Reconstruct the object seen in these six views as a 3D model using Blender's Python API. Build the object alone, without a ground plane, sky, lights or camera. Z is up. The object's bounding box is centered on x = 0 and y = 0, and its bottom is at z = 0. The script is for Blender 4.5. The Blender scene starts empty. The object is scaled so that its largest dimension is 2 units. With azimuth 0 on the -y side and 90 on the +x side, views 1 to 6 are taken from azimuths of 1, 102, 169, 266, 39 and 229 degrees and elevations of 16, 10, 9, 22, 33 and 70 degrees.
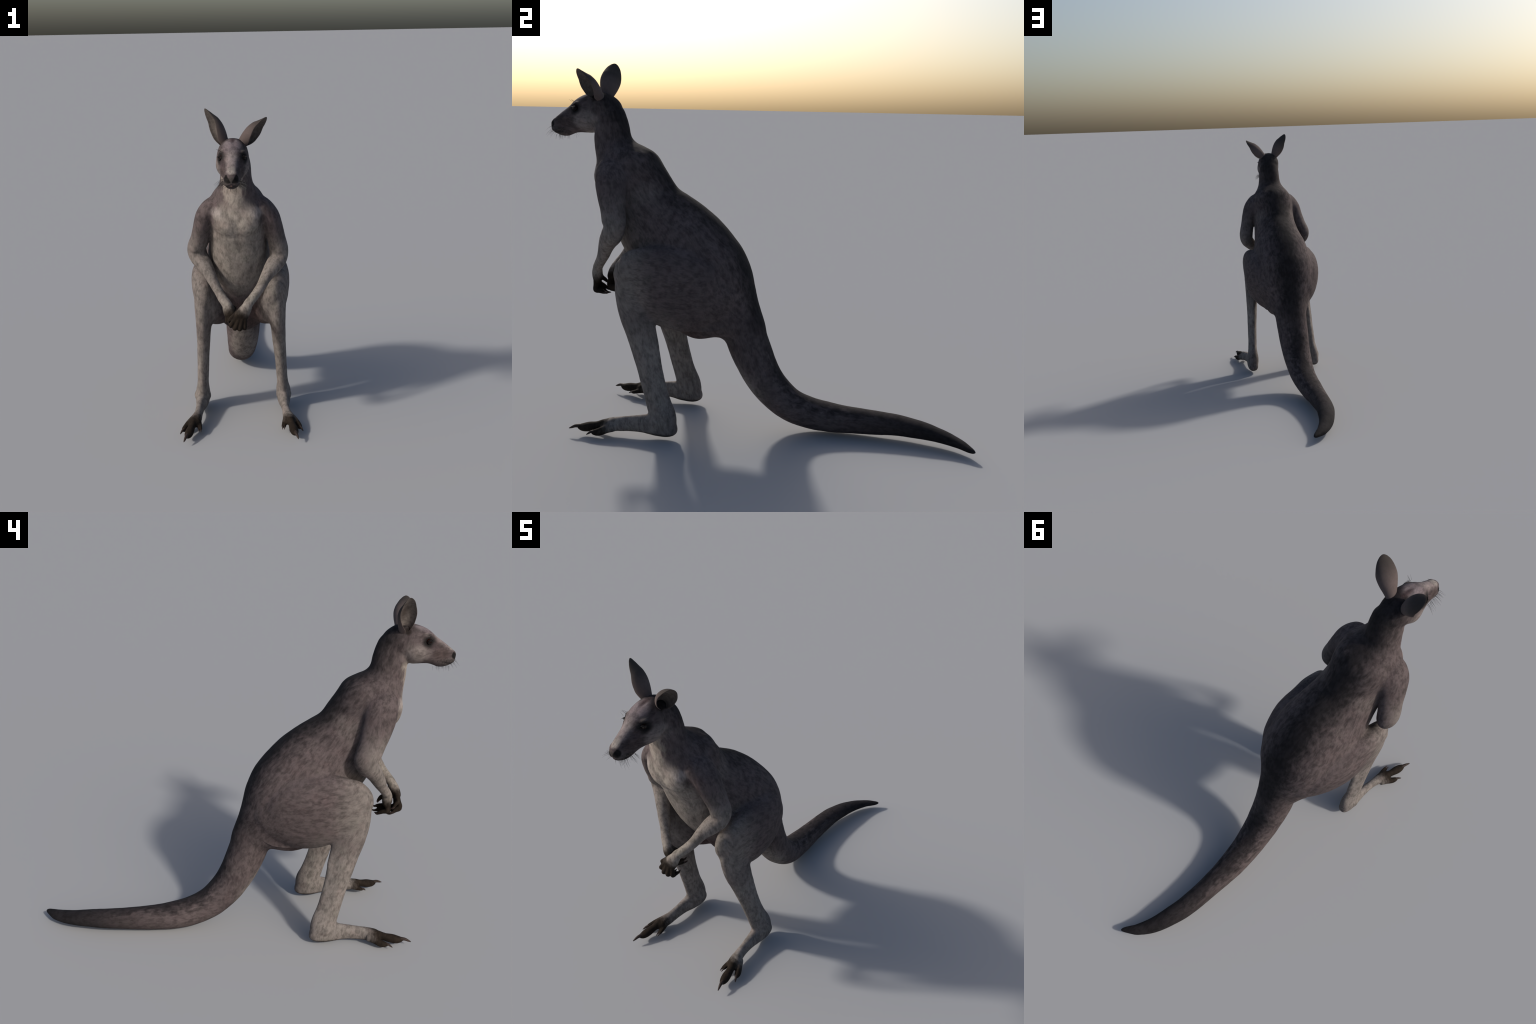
# A standing grey kangaroo: lofted anatomical volumes fused into one skin, then split by region.
import bpy, bmesh, math, random
import numpy as np
from mathutils import Vector, Matrix

random.seed(7)
RNG = np.random.default_rng(7)
VOXEL = 0.0027
HX = -0.009            # the head sits slightly to the animal's right


def V(*a):
    return np.array(a, float)


def unit(a):
    a = np.asarray(a, float)
    return a / (np.linalg.norm(a, axis=-1, keepdims=True) + 1e-12)


def catmull(P, n):
    """Resample a control polyline (rows of any width) with a centripetal-like Catmull-Rom curve."""
    P = np.asarray(P, float)
    t = np.r_[0, np.cumsum(np.sqrt(np.linalg.norm(np.diff(P[:, :3], axis=0), axis=1)) + 1e-6)]
    m = np.zeros_like(P)
    m[1:-1] = (P[2:] - P[:-2]) / (t[2:] - t[:-2])[:, None]
    m[0] = (P[1] - P[0]) / (t[1] - t[0])
    m[-1] = (P[-1] - P[-2]) / (t[-1] - t[-2])
    q = np.linspace(0, t[-1], n)
    k = np.clip(np.searchsorted(t, q, side="right") - 1, 0, len(t) - 2)
    h = (t[k + 1] - t[k])
    s = ((q - t[k]) / h)[:, None]
    h = h[:, None]
    return ((2 * s**3 - 3 * s**2 + 1) * P[k] + (s**3 - 2 * s**2 + s) * h * m[k]
            + (-2 * s**3 + 3 * s**2) * P[k + 1] + (s**3 - s**2) * h * m[k + 1])


class Soup:
    """Collects closed tubes that the voxel remesh later fuses."""
    def __init__(self):
        self.v, self.f, self.n = [], [], 0
        self.axes = []              # (label, centres, radii) for the later split into parts

    def rings(self, rings):
        rings = np.asarray(rings, float)
        n, m, _ = rings.shape
        b = self.n
        self.v.append(rings.reshape(-1, 3))
        for i in range(n - 1):
            for j in range(m):
                k = (j + 1) % m
                self.f.append((b + i * m + j, b + i * m + k, b + (i + 1) * m + k, b + (i + 1) * m + j))
        self.f.append(tuple(b + j for j in range(m))[::-1])
        self.f.append(tuple(b + (n - 1) * m + j for j in range(m)))
        self.n += n * m

    def tube(self, label, rows, up, steps=40, m=28, power=2.0):
        """rows: x, y, z, half-width across, half-thickness towards `up`."""
        S = catmull(rows, steps)
        c = S[:, :3]
        T = unit(np.gradient(c, axis=0))
        up = np.broadcast_to(np.asarray(up, float), c.shape)
        side = unit(np.cross(T, up))
        upp = unit(np.cross(side, T))
        a = np.linspace(0, 2 * math.pi, m, endpoint=False)
        ca, sa = np.cos(a), np.sin(a)
        ca = np.sign(ca) * np.abs(ca) ** (2 / power)
        sa = np.sign(sa) * np.abs(sa) ** (2 / power)
        R = c[:, None] + side[:, None] * (S[:, 3, None] * ca)[..., None] + upp[:, None] * (S[:, 4, None] * sa)[..., None]
        self.rings(R)
        self.axes.append((label, c, np.maximum((S[:, 3] + S[:, 4]) / 2, 0.004)))

    def profile(self, label, rows, steps=60, m=48, x0=0.0):
        """rows: upper point (y, z), lower point (y, z), half-width, share of the height (from below)
        at which the section is widest, roundness power of the upper and of the lower half."""
        P = np.array([(0.5 * (r[0] + r[2]), 0.5 * (r[1] + r[3]), 0.0) + tuple(r) for r in rows])
        S = catmull(P, steps)[:, 3:]
        a = np.linspace(0, 2 * math.pi, m, endpoint=False)
        ca, sa = np.cos(a), np.sin(a)
        out = []
        for uy, uz, ly, lz, w, f, pu, pl in S:
            U, L = np.array([uy, uz]), np.array([ly, lz])
            c = L + (U - L) * f
            p = np.where(sa > 0, pu, pl)
            X = np.sign(ca) * np.abs(ca) ** (2 / p) * w + x0
            s = np.sign(sa) * np.abs(sa) ** (2 / p)
            yz = c + np.where((sa > 0)[:, None], s[:, None] * (U - c), -s[:, None] * (L - c))
            out.append(np.c_[X, yz])
        self.rings(out)
        out = np.array(out)
        self.axes.append((label, out.mean(1), S[:, 4]))


soup = Soup()

# ---------------------------------------------------------------- trunk and neck (back point, belly point)
soup.profile("torso", [
    (-0.676, 1.497, -0.740, 1.425, 0.050, 0.5, 2.0, 2.0),
    (-0.642, 1.466, -0.758, 1.392, 0.066, 0.48, 2.0, 2.3),
    (-0.622, 1.420, -0.768, 1.358, 0.072, 0.45, 2.0, 2.5),
    (-0.610, 1.378, -0.768, 1.322, 0.074, 0.45, 2.0, 2.5),
    (-0.604, 1.342, -0.765, 1.280, 0.081, 0.46, 2.0, 2.4),
    (-0.583, 1.314, -0.760, 1.235, 0.099, 0.5, 2.0, 2.1),
    (-0.540, 1.294, -0.755, 1.195, 0.121, 0.5, 2.0, 2.3),
    (-0.492, 1.265, -0.750, 1.150, 0.135, 0.5, 2.0, 2.5),
    (-0.453, 1.213, -0.740, 1.105, 0.139, 0.5, 2.0, 2.6),
    (-0.416, 1.162, -0.720, 1.055, 0.140, 0.46, 1.9, 2.5),
    (-0.379, 1.112, -0.692, 1.010, 0.142, 0.44, 1.85, 2.6),
    (-0.330, 1.082, -0.676, 0.960, 0.146, 0.45, 1.85, 2.6),
    (-0.262, 1.038, -0.656, 0.895, 0.155, 0.49, 1.95, 2.4),
    (-0.194, 0.981, -0.620, 0.815, 0.174, 0.56, 2.1, 2.2),
    (-0.131, 0.914, -0.568, 0.730, 0.190, 0.58, 2.1, 2.0),
    (-0.076, 0.841, -0.494, 0.635, 0.198, 0.60, 2.1, 2.0),
    (-0.036, 0.757, -0.430, 0.535, 0.188, 0.58, 2.1, 2.0),
    (-0.016, 0.678, -0.368, 0.455, 0.166, 0.55, 2.1, 2.0),
    (0.004, 0.600, -0.280, 0.420, 0.137, 0.50, 2.1, 2.0),
    (0.034, 0.515, -0.180, 0.440, 0.108, 0.50, 2.0, 2.0),
    (0.048, 0.455, -0.130, 0.410, 0.095, 0.50, 2.0, 2.0),
], steps=100, m=64)

# ---------------------------------------------------------------- tail
soup.tube("tail", [
    (0.000, -0.075, 0.520, 0.105, 0.090),
    (-0.002, -0.045, 0.430, 0.103, 0.095),
    (-0.006, -0.012, 0.345, 0.099, 0.092),
    (-0.009, 0.030, 0.262, 0.094, 0.085),
    (-0.015, 0.085, 0.188, 0.088, 0.080),
    (-0.023, 0.155, 0.128, 0.081, 0.075),
    (-0.034, 0.240, 0.092, 0.075, 0.072),
    (-0.043, 0.330, 0.075, 0.070, 0.069),
    (-0.048, 0.440, 0.068, 0.061, 0.061),
    (-0.049, 0.550, 0.067, 0.056, 0.055),
    (-0.046, 0.650, 0.067, 0.054, 0.048),
    (-0.030, 0.750, 0.063, 0.050, 0.041),
    (-0.002, 0.850, 0.054, 0.042, 0.031),
    (0.039, 0.928, 0.045, 0.031, 0.022),
    (0.070, 0.962, 0.041, 0.022, 0.017),
    (0.094, 0.988, 0.038, 0.013, 0.011),
    (0.104, 1.000, 0.037, 0.004, 0.004),
], (0, 0.6, 0.8), steps=90, m=40)

# ---------------------------------------------------------------- head (crown point, jaw point)
soup.profile("head", [
    (-0.9935, 1.394, -0.9925, 1.384, 0.006, 0.5, 2.0, 2.0),
    (-0.9900, 1.402, -0.9870, 1.362, 0.019, 0.45, 2.2, 2.2),
    (-0.9800, 1.411, -0.9790, 1.350, 0.028, 0.42, 2.3, 2.4),
    (-0.965, 1.424, -0.960, 1.341, 0.0335, 0.40, 2.3, 2.3),
    (-0.940, 1.443, -0.938, 1.334, 0.0365, 0.40, 2.3, 2.2),
    (-0.915, 1.460, -0.912, 1.334, 0.039, 0.42, 2.3, 2.2),
    (-0.893, 1.476, -0.888, 1.343, 0.045, 0.42, 2.3, 2.2),
    (-0.870, 1.497, -0.866, 1.350, 0.0535, 0.44, 2.3, 2.2),
    (-0.845, 1.513, -0.840, 1.352, 0.0625, 0.44, 2.3, 2.2),
    (-0.812, 1.527, -0.812, 1.351, 0.0705, 0.42, 2.3, 2.2),
    (-0.775, 1.535, -0.785, 1.351, 0.0745, 0.40, 2.3, 2.1),
    (-0.735, 1.533, -0.765, 1.362, 0.0745, 0.44, 2.3, 2.0),
    (-0.695, 1.520, -0.735, 1.385, 0.0675, 0.5, 2.2, 2.0),
    (-0.660, 1.493, -0.705, 1.410, 0.054, 0.5, 2.0, 2.0),
    (-0.645, 1.460, -0.685, 1.420, 0.040, 0.5, 2.0, 2.0),
], steps=80, m=56, x0=HX)

# ---------------------------------------------------------------- hind limbs
FOOT = {}
for s, dy in ((-1, 0.0), (1, 0.020)):
    n = "hind_leg"
    # thigh: a deep flattened barrel from rump to knee; rows are y, top, bottom, outer x, inner x
    for_thigh = [(-0.085, 0.690, 0.580, 0.125, 0.02), (-0.120, 0.740, 0.540, 0.160, 0.02), (-0.165, 0.785, 0.500, 0.192, 0.02),
                 (-0.230, 0.836, 0.477, 0.226, 0.02), (-0.320, 0.872, 0.480, 0.252, 0.03),
                 (-0.400, 0.884, 0.510, 0.257, 0.06), (-0.480, 0.884, 0.565, 0.249, 0.105),
                 (-0.545, 0.864, 0.628, 0.239, 0.128), (-0.588, 0.828, 0.684, 0.228, 0.145), (-0.608, 0.788, 0.735, 0.212, 0.175)]
    soup.tube(n, [(s * (o + i) / 2, y, (t + b) / 2, (o - i) / 2, (t - b) / 2) for y, t, b, o, i in for_thigh],
              (s * 0.20, 0, 1), steps=50, m=44, power=2.1)
    d = dy
    soup.tube(n, [
        (s * 0.191, -0.520, 0.740, 0.046, 0.084),
        (s * 0.190, -0.520, 0.660, 0.046, 0.087),
        (s * 0.192, -0.511 + 0.1 * d, 0.570, 0.042, 0.081),
        (s * 0.196, -0.492 + 0.3 * d, 0.490, 0.0375, 0.073),
        (s * 0.200, -0.474 + 0.45 * d, 0.415, 0.0345, 0.068),
        (s * 0.205, -0.457 + 0.55 * d, 0.345, 0.0325, 0.062),
        (s * 0.209, -0.442 + 0.65 * d, 0.280, 0.0310, 0.059),
        (s * 0.213, -0.426 + 0.75 * d, 0.215, 0.0305, 0.058),
        (s * 0.217, -0.411 + 0.85 * d, 0.160, 0.0315, 0.0600),
        (s * 0.220, -0.398 + d, 0.115, 0.0370, 0.0625),
        (s * 0.222, -0.391 + d, 0.080, 0.0400, 0.0610),
        (s * 0.223, -0.389 + d, 0.050, 0.0360, 0.0540),
        (s * 0.223, -0.390 + d, 0.030, 0.0250, 0.0400),
    ], (0, 1, 0), steps=60, m=32)
    # foot: heel to ball
    n = "foot"
    soup.tube(n, [
        (s * 0.223, -0.329 + d, 0.055, 0.018, 0.020),
        (s * 0.223, -0.346 + d, 0.052, 0.030, 0.033),
        (s * 0.223, -0.380 + d, 0.050, 0.036, 0.040),
        (s * 0.224, -0.420 + d, 0.058, 0.035, 0.047),
        (s * 0.226, -0.460 + d, 0.063, 0.029, 0.047),
        (s * 0.228, -0.500 + d, 0.062, 0.0235, 0.041),
        (s * 0.231, -0.550 + d, 0.058, 0.0200, 0.037),
        (s * 0.236, -0.600 + d, 0.053, 0.0240, 0.034),
        (s * 0.245, -0.640 + d, 0.050, 0.0320, 0.029),
        (s * 0.250, -0.662 + d, 0.047, 0.0300, 0.023),
        (s * 0.253, -0.680 + d, 0.046, 0.0200, 0.016),
    ], (0, 0, 1), steps=50, m=28, power=2.2)
    # toes: long fourth toe, outer fifth toe, two fused inner toes
    soup.tube("toe:big", [
        (s * 0.246, -0.630 + d, 0.058, 0.019, 0.022),
        (s * 0.252, -0.662 + d, 0.054, 0.0195, 0.021),
        (s * 0.259, -0.695 + d, 0.044, 0.0185, 0.0195),
        (s * 0.266, -0.730 + d, 0.038, 0.0225, 0.0220),
        (s * 0.271, -0.757 + d, 0.034, 0.0205, 0.0190),
        (s * 0.275, -0.777 + d, 0.036, 0.0125, 0.0125),
        (s * 0.277, -0.785 + d, 0.036, 0.0050, 0.0060),
    ], (0, 0, 1), steps=24, m=20)
    soup.tube("toe:outer", [
        (s * 0.258, -0.610 + d, 0.046, 0.016, 0.022),
        (s * 0.276, -0.642 + d, 0.040, 0.0150, 0.020),
        (s * 0.292, -0.672 + d, 0.029, 0.0160, 0.0185),
        (s * 0.300, -0.692 + d, 0.028, 0.0130, 0.0140),
        (s * 0.304, -0.705 + d, 0.028, 0.0060, 0.0070),
    ], (0, 0, 1), steps=20, m=18)
    for k in (0, 1):
        soup.tube("toe:inner", [
            (s * (0.228 - 0.006 * k), -0.640 + d, 0.044, 0.010, 0.014),
            (s * (0.224 - 0.009 * k), -0.670 + d, 0.037, 0.0080, 0.0110),
            (s * (0.222 - 0.0105 * k), -0.694 + d, 0.032, 0.0068, 0.0085),
            (s * (0.221 - 0.0105 * k), -0.704 + d, 0.031, 0.0035, 0.0045),
        ], (0, 0, 1), steps=16, m=14)

# ---------------------------------------------------------------- arms and hands
ARM = {
    -1: [(-0.075, -0.645, 1.225, 0.030, 0.050), (-0.115, -0.640, 1.195, 0.048, 0.072), (-0.150, -0.630, 1.145, 0.052, 0.075),
         (-0.172, -0.612, 1.080, 0.048, 0.068), (-0.190, -0.590, 1.020, 0.047, 0.061), (-0.209, -0.568, 0.965, 0.048, 0.059),
         (-0.199, -0.573, 0.925, 0.047, 0.052), (-0.170, -0.602, 0.890, 0.040, 0.043), (-0.146, -0.628, 0.852, 0.032, 0.037),
         (-0.124, -0.650, 0.815, 0.0265, 0.033), (-0.103, -0.670, 0.778, 0.0235, 0.027), (-0.082, -0.692, 0.747, 0.0235, 0.023),
         (-0.062, -0.708, 0.722, 0.0245, 0.021), (-0.050, -0.714, 0.700, 0.022, 0.019)],
    1: [(0.075, -0.650, 1.225, 0.030, 0.050), (0.115, -0.643, 1.195, 0.048, 0.070), (0.150, -0.634, 1.145, 0.052, 0.072),
        (0.174, -0.622, 1.080, 0.048, 0.064), (0.189, -0.611, 1.020, 0.046, 0.056), (0.200, -0.604, 0.965, 0.047, 0.053),
        (0.196, -0.613, 0.922, 0.045, 0.050), (0.166, -0.645, 0.885, 0.040, 0.042), (0.139, -0.670, 0.851, 0.031, 0.036),
        (0.117, -0.691, 0.815, 0.0255, 0.031), (0.095, -0.712, 0.785, 0.0235, 0.026), (0.068, -0.737, 0.755, 0.0230, 0.0235),
        (0.046, -0.755, 0.732, 0.0235, 0.022), (0.036, -0.762, 0.712, 0.022, 0.018)],
}
HAND = {   # palm rows, then finger paths (base, knuckle, tip) and claw tips
    -1: dict(palm=[(-0.060, -0.706, 0.730, 0.020, 0.020), (-0.052, -0.713, 0.700, 0.029, 0.024), (-0.043, -0.716, 0.672, 0.033, 0.023),
                   (-0.039, -0.717, 0.658, 0.028, 0.015)],
             up=(-0.45, -1, 0),
             fingers=[[(-0.058, -0.715, 0.675), (-0.058, -0.714, 0.635), (-0.047, -0.690, 0.613), (-0.034, -0.664, 0.607)],
                      [(-0.047, -0.724, 0.668), (-0.041, -0.724, 0.624), (-0.030, -0.697, 0.607), (-0.014, -0.664, 0.603)],
                      [(-0.037, -0.726, 0.668), (-0.024, -0.725, 0.625), (-0.012, -0.695, 0.609), (0.006, -0.651, 0.611)],
                      [(-0.028, -0.724, 0.675), (-0.008, -0.722, 0.640), (0.001, -0.692, 0.628), (0.004, -0.655, 0.634)],
                      [(-0.034, -0.702, 0.705), (-0.024, -0.690, 0.690), (-0.026, -0.678, 0.680), (-0.033, -0.669, 0.668)]]),
    1: dict(palm=[(0.050, -0.752, 0.738, 0.019, 0.021), (0.034, -0.763, 0.710, 0.029, 0.024), (0.014, -0.770, 0.680, 0.035, 0.022),
                  (0.008, -0.770, 0.668, 0.031, 0.015)],
            up=(0.25, -1, 0),
            fingers=[[(-0.004, -0.768, 0.700), (-0.033, -0.772, 0.672), (-0.050, -0.757, 0.650), (-0.047, -0.737, 0.636)],
                     [(-0.007, -0.776, 0.680), (-0.034, -0.783, 0.642), (-0.043, -0.760, 0.619), (-0.038, -0.733, 0.611)],
                     [(0.004, -0.779, 0.672), (-0.016, -0.787, 0.626), (-0.024, -0.760, 0.605), (-0.026, -0.724, 0.599)],
                     [(0.017, -0.779, 0.668), (0.006, -0.784, 0.620), (0.003, -0.755, 0.603), (0.000, -0.722, 0.604)],
                     [(0.030, -0.774, 0.666), (0.029, -0.776, 0.622), (0.028, -0.748, 0.607), (0.024, -0.721, 0.611)]]),
}
for s in (-1, 1):
    soup.tube("arm", ARM[s], (0, -1, 0.35), steps=70, m=30)
    H = HAND[s]
    soup.tube("hand", H["palm"], H["up"], steps=16, m=24, power=2.3)
    for i, f in enumerate(H["fingers"]):
        r = 0.0110 if len(f) and i not in ((4,) if s < 0 else (0,)) else 0.0100
        b, k, t = (V(*p) for p in f[:3])
        t = t + (0.50 if s < 0 else 0.35) * (V(*f[3]) - t)
        rows = [(*b, r * 1.05, r * 1.05), (*(0.5 * (b + k)), r, r), (*(k + 0.004 * unit(k - b)), r * 1.02, r * 1.02),
                (*(0.55 * t + 0.45 * k), r * 0.95, r * 0.95), (*t, r * 0.7, r * 0.7), (*(t + 0.005 * unit(t - k)), r * 0.3, r * 0.3)]
        soup.tube("finger" + "RL"[s > 0] + str(i), rows, (0.9, 0.1, 0.1), steps=22, m=14)


# ================================================================ fuse into one skin
def make_mesh(name, verts, faces):
    me = bpy.data.meshes.new(name)
    me.from_pydata([tuple(v) for v in verts], [], [tuple(int(i) for i in f) for f in faces])
    me.update()
    return me


raw = bpy.data.objects.new("raw", make_mesh("raw", np.vstack(soup.v), soup.f))
bpy.context.scene.collection.objects.link(raw)
bm = bmesh.new(); bm.from_mesh(raw.data); bmesh.ops.recalc_face_normals(bm, faces=bm.faces); bm.to_mesh(raw.data); bm.free()
mod = raw.modifiers.new("fuse", "REMESH")
mod.mode, mod.voxel_size, mod.adaptivity = "VOXEL", VOXEL, 0.0
fused = bpy.data.meshes.new_from_object(raw.evaluated_get(bpy.context.evaluated_depsgraph_get()))
bpy.data.objects.remove(raw)

NV = len(fused.vertices)
P = np.empty(NV * 3); fused.vertices.foreach_get("co", P); P = P.reshape(-1, 3)
NF = len(fused.polygons)
Q = np.empty(len(fused.loops), np.int32); fused.loops.foreach_get("vertex_index", Q)
Q = Q.reshape(-1, 4) if len(Q) == NF * 4 else None
E = np.empty(len(fused.edges) * 2, np.int32); fused.edges.foreach_get("vertices", E); E = E.reshape(-1, 2)
DEG = np.bincount(E.ravel(), minlength=NV).astype(float)


def gather(A):
    out = np.empty_like(A)
    for k in range(A.shape[1]):
        out[:, k] = np.bincount(E[:, 0], A[E[:, 1], k], NV) + np.bincount(E[:, 1], A[E[:, 0], k], NV)
    return out / DEG[:, None]


def normals(P):
    a, b, c, d = (P[Q[:, k]] for k in range(4))
    n = np.cross(c - a, d - b)
    out = np.zeros_like(P)
    for k in range(3):
        for j in range(4):
            out[:, k] += np.bincount(Q[:, j], n[:, k], NV)
    return unit(out)


def near(P, c, r):
    """soft ball / ellipsoid weight, 1 at the centre, 0 outside"""
    q = np.linalg.norm((P - V(*c)) / np.asarray(r, float), axis=1)
    return np.clip(1 - q * q, 0, 1) ** 2


def ramp(x, a, b):
    t = np.clip((x - a) / (b - a), 0, 1)
    return t * t * (3 - 2 * t)


# fillet the concave creases where volumes meet: strong on the trunk, weak on fingers, toes and face
hand_w = np.maximum(near(P, (-0.035, -0.70, 0.65), (0.11, 0.11, 0.13)), near(P, (0.0, -0.76, 0.65), (0.11, 0.11, 0.13))) > 0.02
foot_w = (P[:, 2] < 0.10) & (P[:, 1] < -0.60)
soft = np.ones(NV)
soft[foot_w] = 0.10
soft[hand_w] = 0.03
for sg in (-1, 1):
    soft *= 1 - 0.75 * (near(P, (sg * 0.135, -0.60, 1.03), (0.09, 0.13, 0.14)) > 0.1)
soft *= 1 - 0.75 * ramp(-P[:, 1], 0.80, 0.86) * (P[:, 2] > 1.3)
for it in range(110):
    L = gather(P) - P
    N = normals(P)
    h = np.einsum("ij,ij->i", L, N)
    w = np.where(h > 0, 0.9, 0.12) * soft
    if it < 6:
        w = np.maximum(w, np.where(hand_w, 0.15, 0.4))
    P = P + N * (h * w)[:, None] + 0.3 * soft[:, None] * (L - N * h[:, None])

# ---------------------------------------------------------------- anatomy modelled on the fused skin
N = normals(P)


def push(c, r, amount, mirror=True, x0=0.0):
    global P
    for sg in ((-1, 1) if mirror else (1,)):
        cc = (x0 + sg * (c[0]) if mirror else c[0], c[1], c[2])
        P = P + N * (near(P, cc, r) * amount)[:, None]


def groove(path, width, amount, mirror=True, x0=0.0):
    """carve (amount < 0) or raise a line along a smooth path"""
    global P
    for sg in ((-1, 1) if mirror else (1,)):
        S = catmull(np.array([(x0 + sg * x if mirror else x, y, z) for x, y, z in path]), 40)
        lo, hi = S.min(0) - 3 * width, S.max(0) + 3 * width
        idx = np.where(np.all((P > lo) & (P < hi), axis=1))[0]
        if len(idx):
            d = np.min(np.linalg.norm(P[idx][:, None] - S[None], axis=2), axis=1)
            P[idx] += N[idx] * (amount * np.exp(-(d / width) ** 2))[:, None]


# face
push((0.056, -0.848, 1.461), (0.024, 0.026, 0.020), -0.010, x0=HX)        # eye sockets
push((0.053, -0.848, 1.484), (0.018, 0.034, 0.013), 0.0065, x0=HX)        # brow ridge
push((0.066, -0.80, 1.415), (0.05, 0.05, 0.05), 0.004, x0=HX)             # cheek
push((0.040, -0.895, 1.440), (0.025, 0.035, 0.024), -0.005, x0=HX)        # hollow before the eye
push((0.026, -0.965, 1.365), (0.022, 0.028, 0.022), 0.0035, x0=HX)        # whisker pad
push((0.021, -0.983, 1.391), (0.009, 0.014, 0.009), -0.006, x0=HX)       # nostrils
push((0.022, -0.972, 1.408), (0.014, 0.020, 0.010), 0.0025, x0=HX)        # nostril wing
groove([(0.002, -0.989, 1.360), (0.018, -0.980, 1.353), (0.030, -0.958, 1.352), (0.036, -0.930, 1.357), (0.040, -0.905, 1.361)], 0.0035, -0.0045, x0=HX)
groove([(0.0, -0.996, 1.385), (0.0, -0.992, 1.372), (0.0, -0.988, 1.360)], 0.003, -0.004, mirror=False)
push((0.0, -0.80, 1.537), (0.014, 0.06, 0.03), -0.003, mirror=False)      # furrow on the crown
groove([(0.072, -0.742, 1.47), (0.078, -0.735, 1.42), (0.070, -0.750, 1.375), (0.045, -0.765, 1.352)], 0.012, -0.003, x0=HX)   # behind the jaw
# trunk
push((0.070, -0.740, 1.120), (0.075, 0.07, 0.075), 0.010)                 # chest muscle
groove([(0.115, -0.66, 1.090), (0.085, -0.700, 1.065), (0.040, -0.722, 1.052), (0.0, -0.725, 1.055)], 0.024, -0.005)
push((0.100, -0.735, 1.175), (0.065, 0.065, 0.065), 0.010)                   # point of the shoulder
push((0.085, -0.52, 1.22), (0.07, 0.09, 0.09), 0.008)                     # shoulder blade
push((0.0, -0.500, 1.278), (0.06, 0.06, 0.05), 0.004, mirror=False)
# arms and legs
for sg, yy in ((-1, 0.0), (1, -0.033)):
    groove([(sg * 0.160, -0.612 + yy, 0.945), (sg * 0.190, -0.630 + yy, 0.948), (sg * 0.225, -0.612 + yy, 0.955)], 0.012, -0.006, mirror=False)
push((0.215, -0.52, 0.955), (0.05, 0.05, 0.05), 0.004)                    # elbow
groove([(0.205, -0.405, 0.40), (0.212, -0.385, 0.30), (0.218, -0.372, 0.22), (0.222, -0.367, 0.14)], 0.016, -0.003)
groove([(0.240, -0.465, 0.615), (0.235, -0.435, 0.565), (0.215, -0.405, 0.525)], 0.011, -0.004)
push((0.258, -0.405, 0.085), (0.02, 0.03, 0.03), 0.007)                   # ankle knobs
push((0.186, -0.405, 0.080), (0.02, 0.03, 0.03), 0.006)
for sg, dd in ((-1, 0.0), (1, 0.02)):
    zc = P[:, 2]
    yc = -0.474 + 0.5 * dd + (0.415 - zc) * 0.25
    xc = sg * (0.200 + (0.415 - zc) * 0.07)
    w = ramp(zc, 0.10, 0.20) * ramp(zc, 0.54, 0.44) * ramp(P[:, 1] - yc, -0.01, 0.06) * (np.abs(P[:, 0] - xc) < 0.06)
    P[:, 0] += (xc - 0.004 * sg - P[:, 0]) * 0.34 * w
N = normals(P)
# faint muscle and coat unevenness
from mathutils import noise as mnoise
for it in range(3):
    P = P + 0.25 * (gather(P) - P)
lump = np.array([mnoise.noise(Vector(p * 14.0)) * 0.0012 + mnoise.noise(Vector(p * 45.0)) * 0.0004 for p in P])
calm = 1 - 0.7 * (hand_w | foot_w)
N = normals(P)
P = P + N * (lump * calm)[:, None]
P[:, 2] = np.maximum(P[:, 2], 0.0)
N = normals(P)

# ---------------------------------------------------------------- split into anatomical parts
score = np.full(NV, 1e9)
label = np.zeros(NV, int)
names = []
for name, c, r in soup.axes:
    side = "R" if c[:, 0].mean() < 0 else "L"
    key = name + (side if name not in ("torso", "tail", "head") else "")
    if name.startswith("finger"):
        key = name
    if key not in names:
        names.append(key)
    for a in range(0, NV, 20000):
        p = P[a:a + 20000]
        lo, hi = c.min(0) - 0.12, c.max(0) + 0.12
        m = np.where(np.all((p > lo) & (p < hi), axis=1))[0]
        if not len(m):
            continue
        d = np.linalg.norm(p[m][:, None] - c[None], axis=2) / r[None]
        s = d.min(1)
        better = s < score[a + m]
        score[a + m[better]] = s[better]
        label[a + m[better]] = names.index(key)
LAB = np.array(names)[label]
y, z, x = P[:, 1], P[:, 2], P[:, 0]


def plane(y0, z0, y1, z1):        # > 0 on the left of the line from 0 to 1 in the (y, z) plane
    return (y1 - y0) * (z - z0) - (z1 - z0) * (y - y0)


KEY = np.array([str(k) for k in LAB], dtype=object)
trunkish = np.isin(LAB, ["torso", "head", "tail"])
front_of_nape = plane(-0.655, 1.485, -0.775, 1.343) < 0
above_neck = plane(-0.575, 1.312, -0.768, 1.235) < 0
in_tail = plane(0.02, 0.585, -0.165, 0.445) > 0
KEY[trunkish] = "torso"
KEY[trunkish & above_neck & (z > 1.2)] = "neck"
KEY[trunkish & front_of_nape & (z > 1.33)] = "head"
KEY[trunkish & in_tail & (z < 0.62) & (y > -0.2)] = "tail"

part_of_face = KEY[Q[:, 0]]

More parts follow.
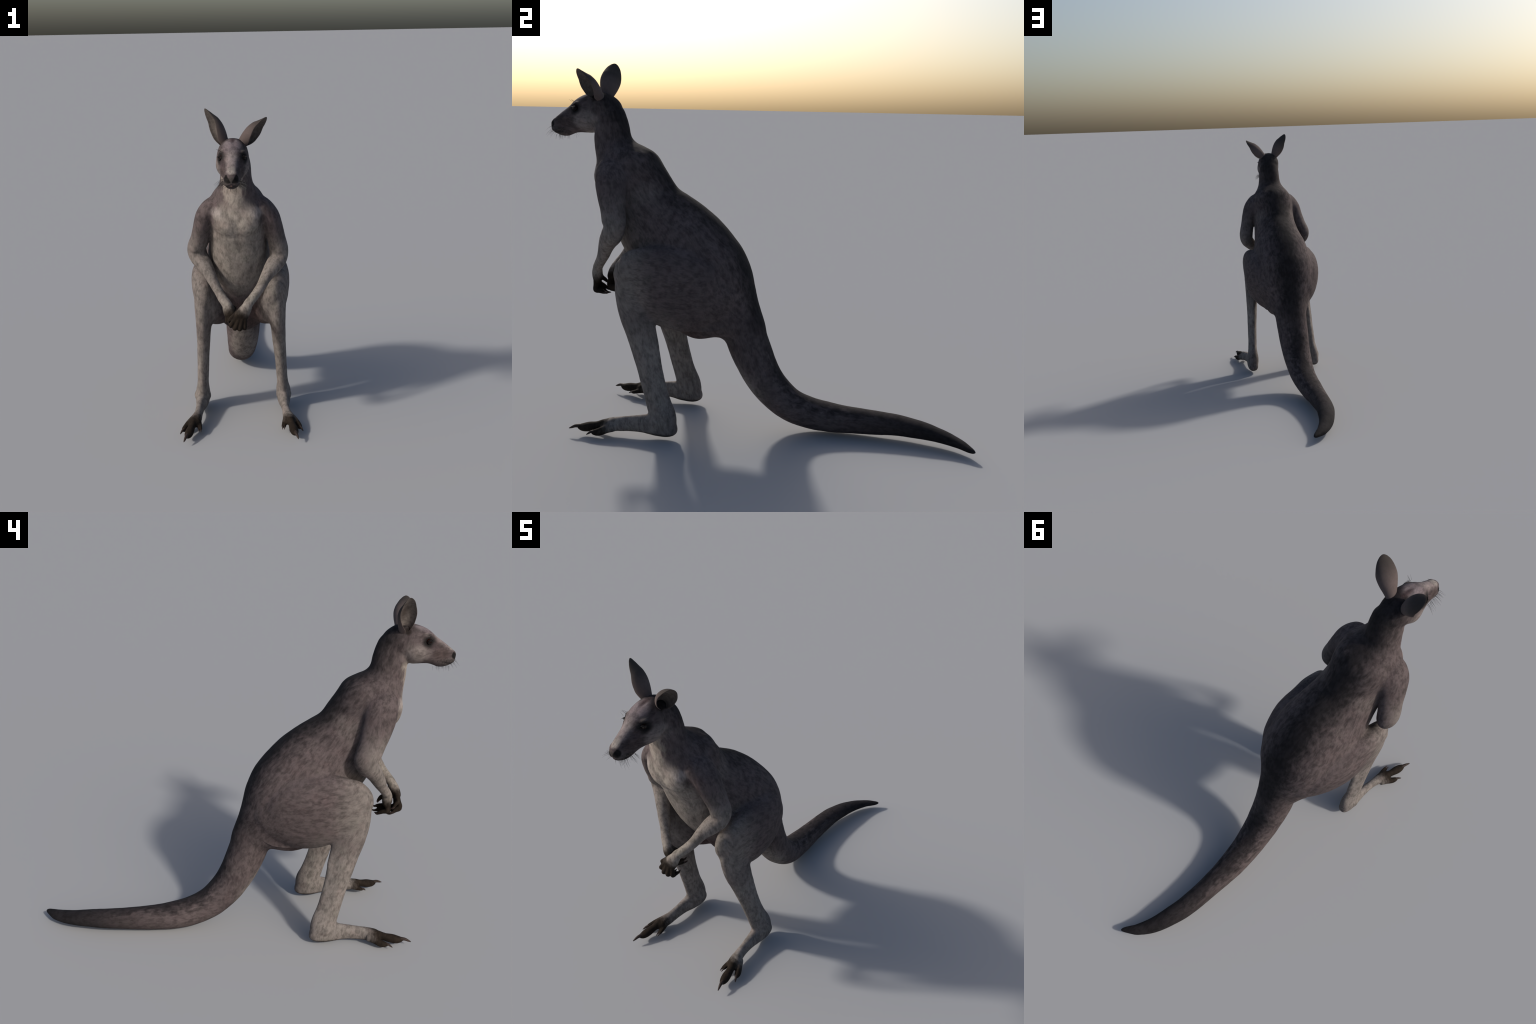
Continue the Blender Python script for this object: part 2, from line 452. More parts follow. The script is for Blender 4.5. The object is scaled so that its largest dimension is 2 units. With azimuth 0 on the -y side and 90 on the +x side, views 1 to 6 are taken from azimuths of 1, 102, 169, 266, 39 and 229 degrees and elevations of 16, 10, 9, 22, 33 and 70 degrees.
# ================================================================ materials
class G:
    """tiny expression builder over shader math nodes"""
    def __init__(self, nt):
        self.nt = nt

    def node(self, kind, **props):
        n = self.nt.nodes.new(kind)
        for k, v in props.items():
            setattr(n, k, v)
        return n

    def put(self, sock, v):
        if hasattr(v, "is_linked") or isinstance(v, bpy.types.NodeSocket):
            self.nt.links.new(v, sock)
        else:
            sock.default_value = v

    def math(self, op, *a, clamp=False):
        n = self.node("ShaderNodeMath", operation=op, use_clamp=clamp)
        for i, v in enumerate(a):
            self.put(n.inputs[i], v)
        return n.outputs[0]

    def add(self, a, b): return self.math("ADD", a, b)
    def sub(self, a, b): return self.math("SUBTRACT", a, b)
    def mul(self, a, b): return self.math("MULTIPLY", a, b)
    def mx(self, a, b): return self.math("MAXIMUM", a, b)
    def mn(self, a, b): return self.math("MINIMUM", a, b)
    def ab(self, a): return self.math("ABSOLUTE", a)

    def step(self, v, a, b):
        """smooth 0..1 as v goes from a to b (b may be below a)"""
        n = self.node("ShaderNodeMapRange", interpolation_type="SMOOTHSTEP")
        self.put(n.inputs["Value"], v)
        if a <= b:
            n.inputs["From Min"].default_value, n.inputs["From Max"].default_value = a, b
        else:
            n.inputs["From Min"].default_value, n.inputs["From Max"].default_value = b, a
            n.inputs["To Min"].default_value, n.inputs["To Max"].default_value = 1.0, 0.0
        return n.outputs[0]

    def curve(self, v, pts, lo, hi, vlo, vhi):
        """piecewise smooth function of v through pts"""
        n = self.node("ShaderNodeFloatCurve")
        c = n.mapping.curves[0]
        pts = [((a - lo) / (hi - lo), (b - vlo) / (vhi - vlo)) for a, b in pts]
        while len(c.points) < len(pts):
            c.points.new(0.5, 0.5)
        for p, q in zip(c.points, pts):
            p.location = q
        n.mapping.update()
        self.put(n.inputs["Value"], self.math("DIVIDE", self.sub(v, lo), hi - lo, clamp=True))
        return self.add(self.mul(n.outputs[0], vhi - vlo), vlo)

    def blob(self, X, Y, Z, c, r, soft=0.5):
        """1 inside an ellipsoid, fading to 0 at its surface"""
        q = [self.math("DIVIDE", self.sub(a, b), k) for a, b, k in zip((X, Y, Z), c, r)]
        d = self.add(self.add(self.mul(q[0], q[0]), self.mul(q[1], q[1])), self.mul(q[2], q[2]))
        return self.step(d, 1.0, 1.0 - soft)

    def mix(self, f, a, b, blend="MIX"):
        n = self.node("ShaderNodeMix", data_type="RGBA", blend_type=blend)
        self.put(n.inputs[0], f)
        for s, v in ((n.inputs[6], a), (n.inputs[7], b)):
            self.put(s, (*v, 1.0) if isinstance(v, tuple) else v)
        return n.outputs[2]

    def noise(self, vec, scale, detail=2.0, rough=0.5, dist=0.0):
        n = self.node("ShaderNodeTexNoise")
        self.put(n.inputs["Vector"], vec)
        n.inputs["Scale"].default_value, n.inputs["Detail"].default_value = scale, detail
        n.inputs["Roughness"].default_value, n.inputs["Distortion"].default_value = rough, dist
        return n.outputs["Fac"]


def new_material(name):
    m = bpy.data.materials.new(name)
    m.use_nodes = True
    m.node_tree.nodes.clear()
    g = G(m.node_tree)
    out = g.node("ShaderNodeOutputMaterial")
    bs = g.node("ShaderNodeBsdfPrincipled")
    m.node_tree.links.new(bs.outputs[0], out.inputs[0])
    return m, g, bs


# linear base colours
FUR = (0.118, 0.096, 0.094)
FUR_PALE = (0.166, 0.146, 0.134)
FUR_DARK = (0.017, 0.015, 0.016)
CHEST = (0.32, 0.28, 0.245)
PAW = (0.0165, 0.0118, 0.0086)
BLACK = (0.010, 0.009, 0.009)
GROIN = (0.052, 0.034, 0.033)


def coat_grain(g, obj):
    """short mottled strokes that run along the coat: down the trunk and legs, lengthwise on thigh and tail"""
    sp = g.node("ShaderNodeSeparateXYZ"); g.put(sp.inputs[0], obj)
    X, Y, Z = sp.outputs
    warp = g.node("ShaderNodeTexNoise")
    g.put(warp.inputs["Vector"], obj)
    warp.inputs["Scale"].default_value = 7.0
    warp.inputs["Detail"].default_value = 2.0
    off = g.node("ShaderNodeVectorMath", operation="SCALE")
    g.put(off.inputs[0], warp.outputs["Color"])
    off.inputs["Scale"].default_value = 0.035
    v = g.node("ShaderNodeVectorMath", operation="ADD")
    g.put(v.inputs[0], obj); g.put(v.inputs[1], off.outputs[0])
    lanes = []
    for tilt in (37, 12, 84):
        mp = g.node("ShaderNodeMapping", vector_type="TEXTURE")
        g.put(mp.inputs["Vector"], v.outputs[0])
        mp.inputs["Rotation"].default_value = (math.radians(tilt), 0, 0)
        mp.inputs["Scale"].default_value = (1.0, 1.0, 2.7)
        lanes.append((g.noise(mp.outputs[0], 170, 2.0, 0.6), g.noise(mp.outputs[0], 66, 2.5, 0.55)))
    legs = g.mx(g.step(Z, 0.58, 0.48), g.step(Y, -0.52, -0.60))            # legs, arms, chest: nearly upright
    flat = g.mx(g.blob(g.ab(X), Y, Z, (0.22, -0.36, 0.70), (0.20, 0.24, 0.20), 0.7),
                g.mx(g.step(Y, 0.0, 0.16), g.mul(g.step(Z, 1.33, 1.37), g.step(Y, -0.76, -0.80))))
    def lerp(f, a, b):
        return g.add(a, g.mul(f, g.sub(b, a)))
    fine, strokes = (lerp(flat, lerp(legs, lanes[0][k], lanes[1][k]), lanes[2][k]) for k in (0, 1))
    specks = g.noise(v.outputs[0], 34, 2.0, 0.5)
    strokes = g.add(g.mul(strokes, 0.62), g.mul(specks, 0.38))
    patches = g.noise(obj, 9.0, 3.0, 0.55)
    return fine, strokes, patches


def coat_material():
    m, g, bs = new_material("kangaroo_coat")
    tc = g.node("ShaderNodeTexCoord")
    obj = tc.outputs["Object"]
    sp = g.node("ShaderNodeSeparateXYZ"); g.put(sp.inputs[0], obj)
    X, Y, Z = sp.outputs
    AX = g.ab(X)
    XH = g.ab(g.sub(X, HX))
    fine, strokes, patches = coat_grain(g, obj)
    j = g.mul(g.sub(strokes, 0.5), 0.10)          # ragged edge for the masks
    jp = g.mul(g.sub(patches, 0.5), 0.10)
    edge = g.add(j, jp)

    # --- pale and dark zones of the coat
    low = g.step(g.add(Z, edge), 0.66, 0.40)                                   # lower hind legs are paler
    lowleg = g.mul(low, g.step(Y, -0.26, -0.38))
    knee = g.mul(g.blob(AX, Y, Z, (0.20, -0.63, 0.70), (0.16, 0.27, 0.34), 1.0), 0.9)
    tailunder = g.mul(g.blob(AX, Y, Z, (0.0, -0.03, 0.22), (0.10, 0.17, 0.26), 0.8), g.step(Y, 0.13, 0.0))
    arms = g.mul(g.step(Z, 0.70, 0.80), g.mul(g.step(g.add(Z, edge), 1.13, 0.93), g.step(Y, -0.47, -0.64)))
    belly = g.mul(g.step(g.add(Y, g.mul(Z, -0.30)), -0.73, -0.87), g.mul(g.step(AX, 0.16, 0.07), g.step(Z, 1.16, 1.05)))
    pale = g.mx(g.mx(lowleg, knee), g.mx(g.mx(tailunder, arms), belly))
    col = g.mix(patches, (0.068, 0.054, 0.055), (0.090, 0.071, 0.070))
    col = g.mix(pale, col, FUR_PALE)

    # back line from the ears to the tail
    over = g.sub(g.add(g.mul(Y, 0.79), g.mul(Z, 0.61)), 0.265)                # above the spine side of the trunk
    band = g.mul(g.step(g.add(AX, edge), 0.160, 0.02), g.step(over, -0.03, 0.11))
    band = g.mul(band, g.step(Z, 0.35, 0.5))
    tx = g.curve(Y, [(-0.1, 0.0), (0.1, -0.016), (0.33, -0.039), (0.55, -0.041), (0.75, -0.019), (0.85, 0.01), (1.0, 0.105)], -0.1, 1.0, -0.1, 0.15)
    tz = g.curve(Y, [(-0.1, 0.56), (-0.012, 0.345), (0.085, 0.19), (0.155, 0.128), (0.24, 0.092), (0.33, 0.075), (0.55, 0.067), (1.0, 0.037)], -0.1, 1.0, 0.0, 0.6)
    tband = g.mul(g.step(g.add(g.ab(g.sub(X, tx)), edge), 0.085, 0.02), g.step(g.sub(Z, tz), 0.0, 0.05))
    tband = g.mul(tband, g.step(Y, -0.02, 0.08))
    tip = g.step(g.add(Y, g.mul(edge, 2.0)), 0.24, 0.84)
    neckband = g.mul(g.mul(g.step(g.add(AX, edge), 0.075, 0.02), g.step(Z, 1.28, 1.34)), g.step(g.add(Y, g.mul(Z, 0.35)), -0.24, -0.17))
    dark = g.mx(g.mx(g.mul(band, 0.97), g.mul(tband, 0.85)), g.mx(g.mul(tip, 1.0), g.mul(neckband, 0.85)))
    col = g.mix(dark, col, FUR_DARK)

    col = g.mix(g.mul(belly, 0.7), col, (0.215, 0.190, 0.168))
    # throat and chest
    throat = g.mul(g.mul(g.step(g.add(XH, edge), 0.065, 0.035), g.step(g.add(Y, g.mul(edge, 0.5)), -0.725, -0.755)), g.mul(g.mul(g.step(Z, 1.15, 1.22), g.step(Z, 1.39, 1.34)), g.step(Y, -0.83, -0.79)))
    chest = g.blob(X, Y, g.add(Z, g.mul(edge, 0.6)), (0.0, -0.775, 1.135), (0.155, 0.110, 0.150), 0.95)
    spots = g.blob(AX, Y, Z, (0.098, -0.745, 1.180), (0.048, 0.06, 0.040), 1.0)
    col = g.mix(g.mul(g.mx(throat, chest), 0.80), col, CHEST)
    col = g.mix(g.mul(spots, 0.30), col, (0.46, 0.41, 0.39))

    # reddish groin, widened and darkened to paint in the inner-thigh shadow too
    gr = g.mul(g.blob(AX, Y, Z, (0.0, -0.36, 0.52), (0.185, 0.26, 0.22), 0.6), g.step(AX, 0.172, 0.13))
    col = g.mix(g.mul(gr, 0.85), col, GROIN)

    # head
    headm = g.mul(g.step(Y, -0.735, -0.765), g.step(Z, 1.33, 1.345))
    cheek = g.mul(g.blob(XH, Y, Z, (0.07, -0.795, 1.40), (0.06, 0.085, 0.065), 1.0), 0.7)
    col = g.mix(cheek, col, (0.185, 0.160, 0.150))
    crown = g.mul(g.blob(XH, Y, Z, (0.0, -0.84, 1.52), (0.06, 0.09, 0.05), 0.8), 0.65)
    col = g.mix(crown, col, (0.165, 0.138, 0.145))
    bridge = g.mul(g.blob(XH, Y, Z, (0.0, -0.925, 1.462), (0.038, 0.105, 0.060), 1.0), 0.9)
    col = g.mix(bridge, col, (0.185, 0.158, 0.154))
    nosetop = g.blob(XH, Y, Z, (0.0, -0.968, 1.424), (0.028, 0.036, 0.026), 1.0)
    col = g.mix(g.mul(nosetop, 0.8), col, (0.30, 0.27, 0.245))
    muz = g.mul(g.blob(XH, Y, Z, (0.045, -0.920, 1.405), (0.034, 0.065, 0.042), 0.9), 0.78)
    col = g.mix(muz, col, (0.055, 0.040, 0.038))
    furrow = g.mul(g.blob(XH, Y, Z, (0.0, -0.785, 1.535), (0.016, 0.050, 0.03), 0.9), 0.7)
    col = g.mix(furrow, col, (0.060, 0.038, 0.038))
    browspot = g.mul(g.blob(XH, Y, Z, (0.052, -0.845, 1.492), (0.018, 0.03, 0.010), 0.9), 0.6)
    col = g.mix(g.mul(browspot, 0.4), col, (0.22, 0.195, 0.17))
    eyes = g.mul(g.blob(XH, Y, Z, (0.055, -0.853, 1.460), (0.046, 0.050, 0.036), 0.85), 0.99)
    col = g.mix(eyes, col, (0.012, 0.011, 0.011))
    tear = g.mul(g.blob(XH, Y, Z, (0.045, -0.890, 1.440), (0.024, 0.040, 0.024), 0.9), 0.7)
    col = g.mix(tear, col, (0.05, 0.038, 0.040))
    wedge = g.add(XH, g.mul(g.sub(1.392, Z), 0.55))                        # nostril patches close in a V at the tip
    nose = g.mul(g.mul(g.step(wedge, 0.009, 0.015), g.blob(XH, Y, Z, (0.017, -0.984, 1.388), (0.024, 0.028, 0.0225), 0.45)), 1.0)
    tipgrey = g.mul(g.blob(XH, Y, Z, (0.0, -0.994, 1.384), (0.018, 0.012, 0.022), 0.6), 0.75)
    col = g.mix(tipgrey, col, (0.060, 0.055, 0.050))
    col = g.mix(nose, col, BLACK)
    gape = g.blob(XH, Y, Z, (0.0, -0.988, 1.3555), (0.006, 0.012, 0.0055), 0.5)
    pad = g.mul(g.blob(XH, Y, Z, (0.025, -0.955, 1.355), (0.040, 0.055, 0.030), 0.9), 0.6)
    col = g.mix(pad, col, (0.070, 0.062, 0.058))
    lips = g.mul(g.mul(g.blob(XH, Y, Z, (0.0, -0.95, 1.354), (0.05, 0.055, 0.011), 0.9), headm), 0.75)
    col = g.mix(lips, col, (0.030, 0.026, 0.026))
    col = g.mix(g.mul(gape, 0.8), col, (0.17, 0.11, 0.095))

    ear_root_dark = g.mx(g.blob(X, Y, Z, (-0.066, -0.752, 1.512), (0.024, 0.020, 0.022), 0.7), g.blob(X, Y, Z, (0.052, -0.752, 1.512), (0.024, 0.022, 0.020), 0.7))
    col = g.mix(g.mul(ear_root_dark, 0.9), col, (0.016, 0.012, 0.011))                # deep-ear shade painted on closed head skin, no opening modelled
    # paws and soles
    feet = g.mul(g.step(g.add(Y, g.mul(edge, 0.5)), -0.575, -0.655), g.step(Z, 0.16, 0.12))
    hands = g.mx(g.blob(X, Y, g.add(Z, g.mul(edge, 0.4)), (-0.02, -0.705, 0.640), (0.11, 0.10, 0.100), 0.75),
                 g.blob(X, Y, g.add(Z, g.mul(edge, 0.4)), (0.00, -0.765, 0.640), (0.10, 0.085, 0.100), 0.75))
    col = g.mix(g.mx(feet, hands), col, PAW)
    sole = g.mul(g.step(Z, 0.038, 0.020), g.step(Y, -0.26, -0.30))
    col = g.mix(g.mul(sole, 0.9), col, (0.022, 0.016, 0.012))

    # coat strokes over everything
    s1 = g.step(strokes, 0.34, 0.62)
    s2 = g.step(fine, 0.25, 0.75)
    val = g.add(0.55, g.add(g.mul(s1, 0.50), g.mul(s2, 0.30)))
    val = g.mul(val, g.add(0.80, g.mul(patches, 0.40)))
    cmb = g.node("ShaderNodeCombineColor")
    for k, t in enumerate((1.0, 1.0, 1.0)):
        g.put(cmb.inputs[k], g.mul(val, t))
    col = g.mix(1.0, col, cmb.outputs[0], "MULTIPLY")
    hue = g.noise(obj, 22.0, 2.0, 0.5)
    col = g.mix(g.mul(g.step(hue, 0.5, 0.75), 0.18), col, g.mix(1.0, col, (1.12, 0.92, 0.92), "MULTIPLY"))
    col = g.mix(g.mul(g.step(hue, 0.5, 0.25), 0.25), col, g.mix(1.0, col, (0.94, 1.02, 0.93), "MULTIPLY"))
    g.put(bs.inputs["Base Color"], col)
    bs.inputs["Roughness"].default_value = 0.85
    bs.inputs["Specular IOR Level"].default_value = 0.12
    bump = g.node("ShaderNodeBump")
    bump.inputs["Strength"].default_value = 0.35
    bump.inputs["Distance"].default_value = 0.003
    g.put(bump.inputs["Height"], g.add(g.mul(strokes, 0.7), g.mul(fine, 0.3)))
    g.put(bs.inputs["Normal"], bump.outputs[0])
    return m


def ear_material():
    m, g, bs = new_material("ear_coat")
    tc = g.node("ShaderNodeTexCoord")
    obj = tc.outputs["Object"]
    sp = g.node("ShaderNodeSeparateXYZ"); g.put(sp.inputs[0], obj)
    fine, strokes, patches = coat_grain(g, obj)
    reach = g.add(g.mul(g.sub(sp.outputs[2], 1.50), 5.0), g.mul(g.sub(g.ab(sp.outputs[0]), 0.04), 3.0))
    tip = g.step(g.add(reach, g.mul(g.sub(patches, 0.5), 0.5)), 0.25, 1.0)
    col = g.mix(g.mul(tip, 0.85), (0.105, 0.082, 0.078), (0.030, 0.027, 0.024))
    val = g.add(0.65, g.mul(g.add(strokes, fine), 0.35))
    cmb = g.node("ShaderNodeCombineColor")
    for k in range(3):
        g.put(cmb.inputs[k], val)
    col = g.mix(1.0, col, cmb.outputs[0], "MULTIPLY")
    g.put(bs.inputs["Base Color"], col)
    bs.inputs["Roughness"].default_value = 0.85
    bs.inputs["Specular IOR Level"].default_value = 0.12
    return m


def plain_material(name, a, b, rough, scale=60.0, spec=0.4):
    m, g, bs = new_material(name)
    tc = g.node("ShaderNodeTexCoord")
    f = g.noise(tc.outputs["Object"], scale, 3.0, 0.6)
    g.put(bs.inputs["Base Color"], g.mix(g.step(f, 0.3, 0.7), a, b))
    bs.inputs["Roughness"].default_value = rough
    bs.inputs["Specular IOR Level"].default_value = spec
    return m


def lining_material():
    """inner ear: pale rim, darker brown towards the root"""
    m, g, bs = new_material("ear_lining")
    tc = g.node("ShaderNodeTexCoord")
    sp = g.node("ShaderNodeSeparateXYZ"); g.put(sp.inputs[0], tc.outputs["Object"])
    X, Y, Z = sp.outputs
    f = g.noise(tc.outputs["Object"], 80, 3.0, 0.6)
    col = g.mix(g.step(f, 0.3, 0.7), (0.105, 0.090, 0.082), (0.160, 0.138, 0.127))
    hollow = g.mx(g.blob(X, Y, Z, (-0.070, -0.730, 1.572), (0.034, 0.026, 0.062), 0.9),
                  g.blob(X, Y, Z, (0.075, -0.750, 1.545), (0.055, 0.034, 0.030), 0.9))
    col = g.mix(g.mul(hollow, 0.8), col, (0.038, 0.029, 0.026))
    g.put(bs.inputs["Base Color"], col)
    bs.inputs["Roughness"].default_value = 0.9
    bs.inputs["Specular IOR Level"].default_value = 0.1
    return m


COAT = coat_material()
EAR_OUT = ear_material()
EAR_IN = lining_material()
CLAW = plain_material("claw_horn", (0.022, 0.015, 0.012), (0.040, 0.026, 0.022), 0.6, 90, 0.2)
HAIR = plain_material("dark_hair", (0.012, 0.011, 0.011), (0.022, 0.020, 0.020), 0.6, 30, 0.3)
EYE = plain_material("eye_surface", (0.016, 0.005, 0.003), (0.004, 0.002, 0.002), 0.35, 120, 0.12)
LID = plain_material("eyelid_skin", (0.007, 0.006, 0.006), (0.012, 0.011, 0.011), 0.8, 120, 0.1)

# ================================================================ objects
scene = bpy.context.scene.collection
root = bpy.data.objects.new("kangaroo", None)
scene.objects.link(root)
root["label"] = "grey kangaroo standing upright with clasped paws and long tail"
root["category"] = "kangaroo"


def place(name, mesh, parent, mat=None):
    ob = bpy.data.objects.new(name, mesh)
    scene.objects.link(ob)
    ob.parent = parent
    if mat:
        mesh.materials.append(mat)
    for p in mesh.polygons:
        p.use_smooth = True
    return ob


def skin_part(key, name, parent):
    sel = np.where(part_of_face == key)[0]
    q = Q[sel]
    ids, inv = np.unique(q, return_inverse=True)
    me = make_mesh(name, P[ids], inv.reshape(-1, 4))
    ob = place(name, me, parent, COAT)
    me.normals_split_custom_set_from_vertices([tuple(n) for n in N[ids]])
    return ob


PART = {}
for key, nm in (("torso", "torso"), ("neck", "neck"), ("head", "head"), ("tail", "tail")):
    PART[key] = skin_part(key, nm, root)
for s in "RL":
    for key, nm in (("arm", "arm"), ("hand", "hand"), ("hind_leg", "hind_leg"), ("foot", "foot")):
        PART[key + s] = skin_part(key + s, nm, root)
    for k in range(5):
        if (part_of_face == "finger%s%d" % (s, k)).any():
            skin_part("finger%s%d" % (s, k), "finger", PART["hand" + s])
    for k in ("big", "outer", "inner"):
        skin_part("toe:%s%s" % (k, s), "toe", PART["foot" + s])


def tube_mesh(name, paths, m=10):
    """paths: rows x, y, z, radius; closed tapering tubes"""
    S = Soup()
    for rows, steps in paths:
        rows = np.asarray(rows, float)
        rows5 = np.c_[rows, rows[:, 3]]
        d = unit(rows[-1, :3] - rows[0, :3])
        up = (0, 0, 1) if abs(d[2]) < 0.8 else (0, 1, 0)
        S.tube("t", rows5, up, steps=steps, m=m)
    return make_mesh(name, np.vstack(S.v), S.f)


# claws
def claw(base, tip, r, droop, parent):
    base, tip = V(*base), V(*tip)
    mid = 0.5 * (base + tip) + V(0, 0, droop)
    rows = [(*base, r), (*(0.55 * base + 0.45 * mid), r), (*mid, r * 0.82), (*(0.4 * mid + 0.6 * tip), r * 0.55), (*tip, r * 0.18)]
    place("claw", tube_mesh("claw", [(rows, 16)]), parent, CLAW)


for s, d, k in ((-1, 0.0, "R"), (1, 0.020, "L")):
    fo = PART["foot" + k]
    claw((s * 0.2725, -0.765 + d, 0.041), (s * 0.288, -0.821 + d, 0.029), 0.0090, 0.005, fo)
    claw((s * 0.297, -0.690 + d, 0.033), (s * 0.316, -0.724 + d, 0.020), 0.0070, 0.004, fo)
    claw((s * 0.2215, -0.694 + d, 0.034), (s * 0.220, -0.718 + d, 0.026), 0.0040, 0.002, fo)
    claw((s * 0.2110, -0.694 + d, 0.034), (s * 0.2105, -0.717 + d, 0.026), 0.0040, 0.002, fo)
    for f in HAND[s]["fingers"]:
        kn, t, c = (V(*p) for p in f[1:])
        t = t + (0.40 if s < 0 else 0.25) * (c - t)
        claw(t, c + 0.002 * unit(c - t), 0.0060, -0.003, PART["hand" + k])


# ears: a cupped leaf, thick walled, rolled into a tube at its root
def ear(base, tip, opening, bend, depth, wide):
    base, tip = V(*base), V(*tip)
    A = tip - base
    O = unit(V(*opening))
    A1 = unit(A)
    O = unit(O - A1 * (O @ A1))
    side = np.cross(A1, O)
    ns, ntt = 36, 25
    s = np.linspace(0, 1, ns)
    hw = catmull(np.array([(0, 0, 0, 0.020), (0.12, 0, 0, 0.026), (0.30, 0, 0, 0.0365), (0.50, 0, 0, 0.0425), (0.68, 0, 0, 0.0385),
                           (0.84, 0, 0, 0.0290), (0.94, 0, 0, 0.0175), (0.985, 0, 0, 0.0090), (1.0, 0, 0, 0.0030)]), 200)
    hw = np.interp(s, hw[:, 0], hw[:, 3]) * wide
    phi = np.radians(np.interp(s, [0, 0.15, 0.35, 0.6, 0.85, 1.0], [165, 150, 118, 95, 75, 55]))
    dep = np.interp(s, [0, 0.15, 0.4, 0.7, 1.0], [0.9, 0.95, 0.88, 0.75, 0.5]) * depth
    def surf(grow):
        out = []
        for i in range(ns):
            c = base + A * s[i] + V(*bend) * math.sin(math.pi * s[i])
            R = max(hw[i] + grow * (1 if phi[i] > 1.2 else 0.6), 0.001)
            for t in np.linspace(-1, 1, ntt):
                a = t * phi[i]
                k = R if phi[i] > math.pi / 2 else R / math.sin(phi[i])
                xo = math.cos(a) - math.cos(min(phi[i], math.pi / 2))
                out.append(c + side * k * math.sin(a) - O * (k * dep[i] * xo) - (O * grow * 0.3))
        return np.array(out).reshape(ns, ntt, 3)
    outer, inner = surf(0.0016), surf(-0.0016)
    verts = np.vstack([outer.reshape(-1, 3), inner.reshape(-1, 3)])
    faces, kind = [], []
    M = ns * ntt
    idx = lambda l, i, j: l * M + i * ntt + j
    for i in range(ns - 1):
        for jx in range(ntt - 1):
            faces.append((idx(0, i, jx), idx(0, i, jx + 1), idx(0, i + 1, jx + 1), idx(0, i + 1, jx))); kind.append(0)
            faces.append((idx(1, i, jx), idx(1, i + 1, jx), idx(1, i + 1, jx + 1), idx(1, i, jx + 1))); kind.append(1)
        for jx in (0, ntt - 1):
            f = (idx(0, i, jx), idx(0, i + 1, jx), idx(1, i + 1, jx), idx(1, i, jx))
            faces.append(f if jx == 0 else f[::-1]); kind.append(0)
    for jx in range(ntt - 1):
        faces.append((idx(0, ns - 1, jx), idx(0, ns - 1, jx + 1), idx(1, ns - 1, jx + 1), idx(1, ns - 1, jx))); kind.append(0)
    me = make_mesh("ear", verts, faces)
    bm = bmesh.new(); bm.from_mesh(me); bmesh.ops.recalc_face_normals(bm, faces=bm.faces); bm.to_mesh(me); bm.free()
    ob = place("ear", me, PART["head"])
    for mt in (EAR_OUT, EAR_IN):
        me.materials.append(mt)
    for p, k in zip(me.polygons, kind):
        p.material_index = k
    sub = ob.modifiers.new("smooth", "SUBSURF"); sub.levels = sub.render_levels = 1
    return ob


ear((-0.044, -0.735, 1.504), (-0.1335, -0.728, 1.668), (-0.92, -0.40, 0.0), (-0.003, -0.004, 0.0), 0.96, 1.08)
ear((0.030, -0.734, 1.506), (0.1470, -0.784, 1.631), (0.80, -0.45, -0.25), (0.006, -0.004, -0.006), 1.08, 1.02)


# eyes and lids
def ball(name, c, r, parent, mat, squash=(1, 1, 1)):
    bm = bmesh.new()
    bmesh.ops.create_uvsphere(bm, u_segments=32, v_segments=20, radius=r)
    for v in bm.verts:
        v.co = Vector((v.co.x * squash[0] + c[0], v.co.y * squash[1] + c[1], v.co.z * squash[2] + c[2]))
    me = bpy.data.meshes.new(name); bm.to_mesh(me); bm.free()
    return place(name, me, parent, mat)


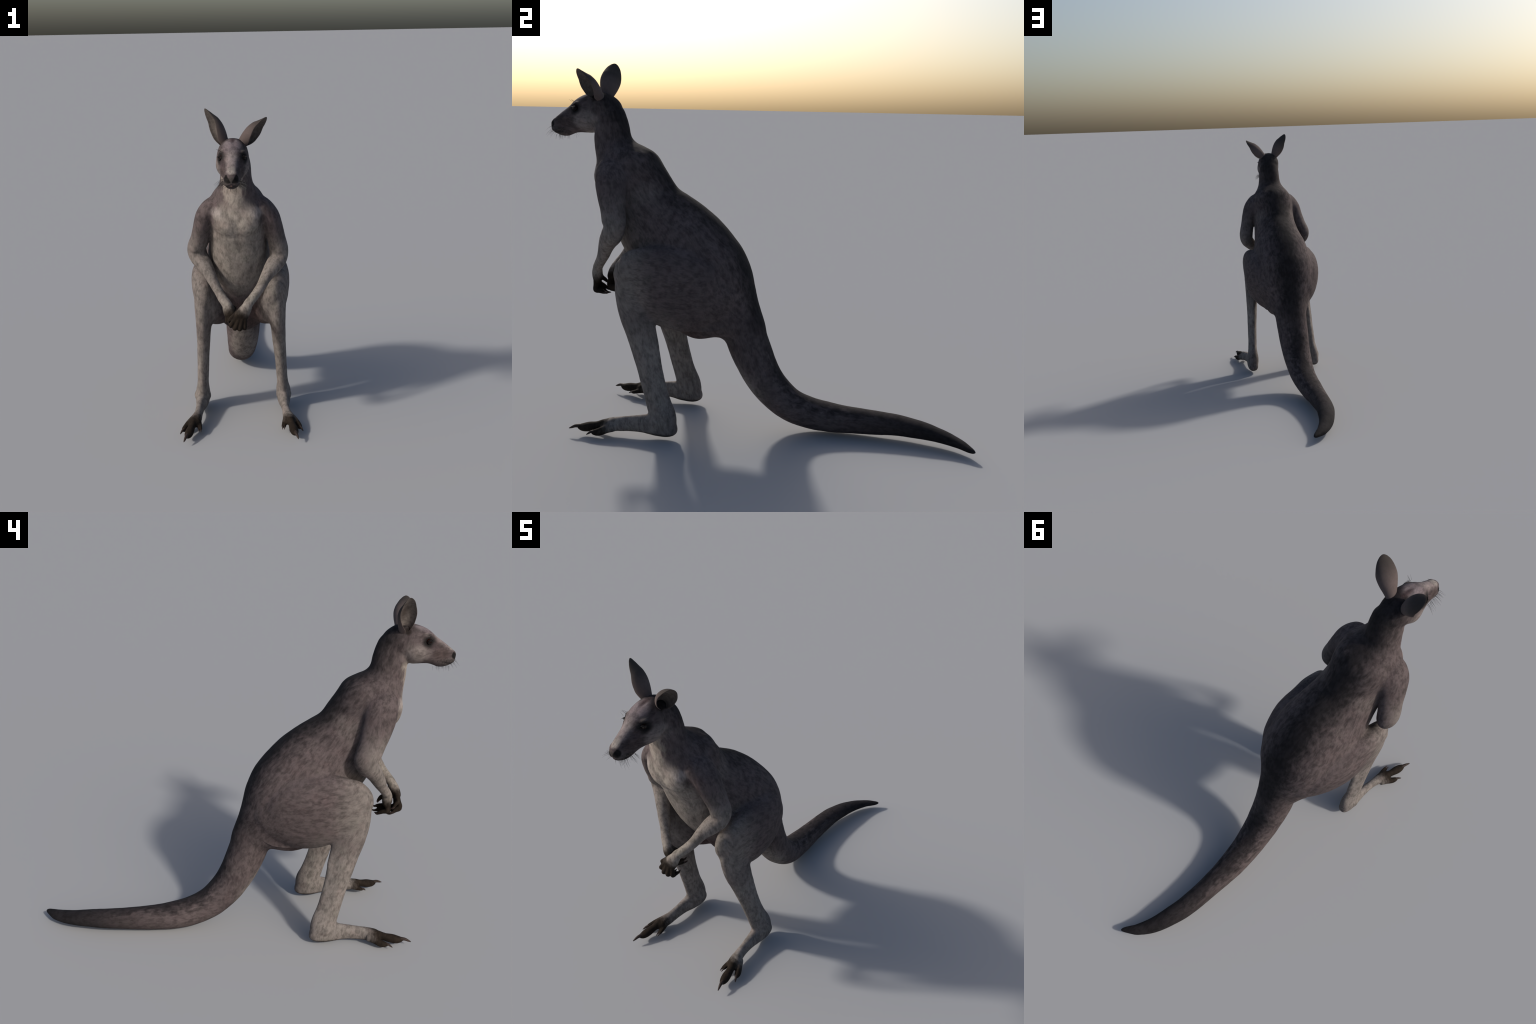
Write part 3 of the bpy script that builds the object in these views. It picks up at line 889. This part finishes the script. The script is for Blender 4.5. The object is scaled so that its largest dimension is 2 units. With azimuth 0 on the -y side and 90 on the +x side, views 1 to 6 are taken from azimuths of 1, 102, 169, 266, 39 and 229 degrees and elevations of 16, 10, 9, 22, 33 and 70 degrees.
for s in (-1, 1):
    c = V(HX + s * 0.0455, -0.850, 1.459)
    ball("eye", c, 0.0145, PART["head"], EYE)
    out = unit(V(s * 0.86, -0.48, 0.1))
    f = unit(np.cross(V(0, 0, 1), out)) * s * -1
    lid = []
    for sign in (1, -1):
        rows = []
        for t in np.linspace(-1, 1, 9):
            a = t * 1.15
            h = sign * 0.0085 * math.cos(t * math.pi / 2) + 0.005 * t
            p = c + unit(out * math.cos(a) + f * math.sin(a) + V(0, 0, h / 0.0145)) * 0.0152
            rows.append((*p, 0.0022 + 0.0012 * math.cos(t * math.pi / 2) * (1 if sign > 0 else 0.5)))
        lid.append((rows, 24))
    place("eyelid", tube_mesh("eyelid", lid), PART["head"], LID)


# whiskers, brow hairs and lashes
def hairs():
    paths = []
    def hair(root_p, d, length, droop, r=0.00042):
        p, d = V(*root_p), unit(V(*d))
        rows = []
        for t in np.linspace(0, 1, 5):
            q = p + d * length * t + V(0, 0, -droop * length * t * t)
            rows.append((*q, r * (1 - 0.75 * t)))
        paths.append((rows, 7))
    for s in (-1, 1):
        for i in range(46):      # upper lip
            a, b = RNG.random(), RNG.random()
            yy = -0.982 + 0.085 * a
            zz = 1.352 + 0.028 * b
            xx = HX + s * (0.024 + 0.014 * min(1, a * 1.6))
            hair((xx, yy, zz), (s * (0.75 + 0.3 * RNG.random()), -0.55 + 0.7 * a, -0.5 + 0.5 * RNG.random()), 0.016 + 0.030 * RNG.random(), 0.35)
        for i in range(14):      # chin
            a = RNG.random()
            hair((HX + s * 0.022 * RNG.random(), -0.965 + 0.08 * a, 1.340), (s * 0.3 * RNG.random(), -0.25 + 0.3 * RNG.random(), -1), 0.011 + 0.011 * RNG.random(), 0.2)
        for i in range(6):       # brow
            a = RNG.random()
            hair((HX + s * 0.047, -0.868 + 0.03 * a, 1.487), (s * 0.75, -0.55 + 0.7 * RNG.random(), 0.45 + 0.3 * RNG.random()), 0.020 + 0.014 * RNG.random(), 0.2)
        for i in range(10):      # lashes
            a = i / 9 - 0.5
            c = V(HX + s * 0.0575, -0.853 + 0.020 * a, 1.468)
            hair(c, (s * 0.9, -0.35 + 0.5 * a, 0.1), 0.011, 0.5, 0.0006)
    return tube_mesh("whisker", paths, 5)


wh = place("whisker", hairs(), PART["head"], HAIR)
wh["kind"] = "stuff"
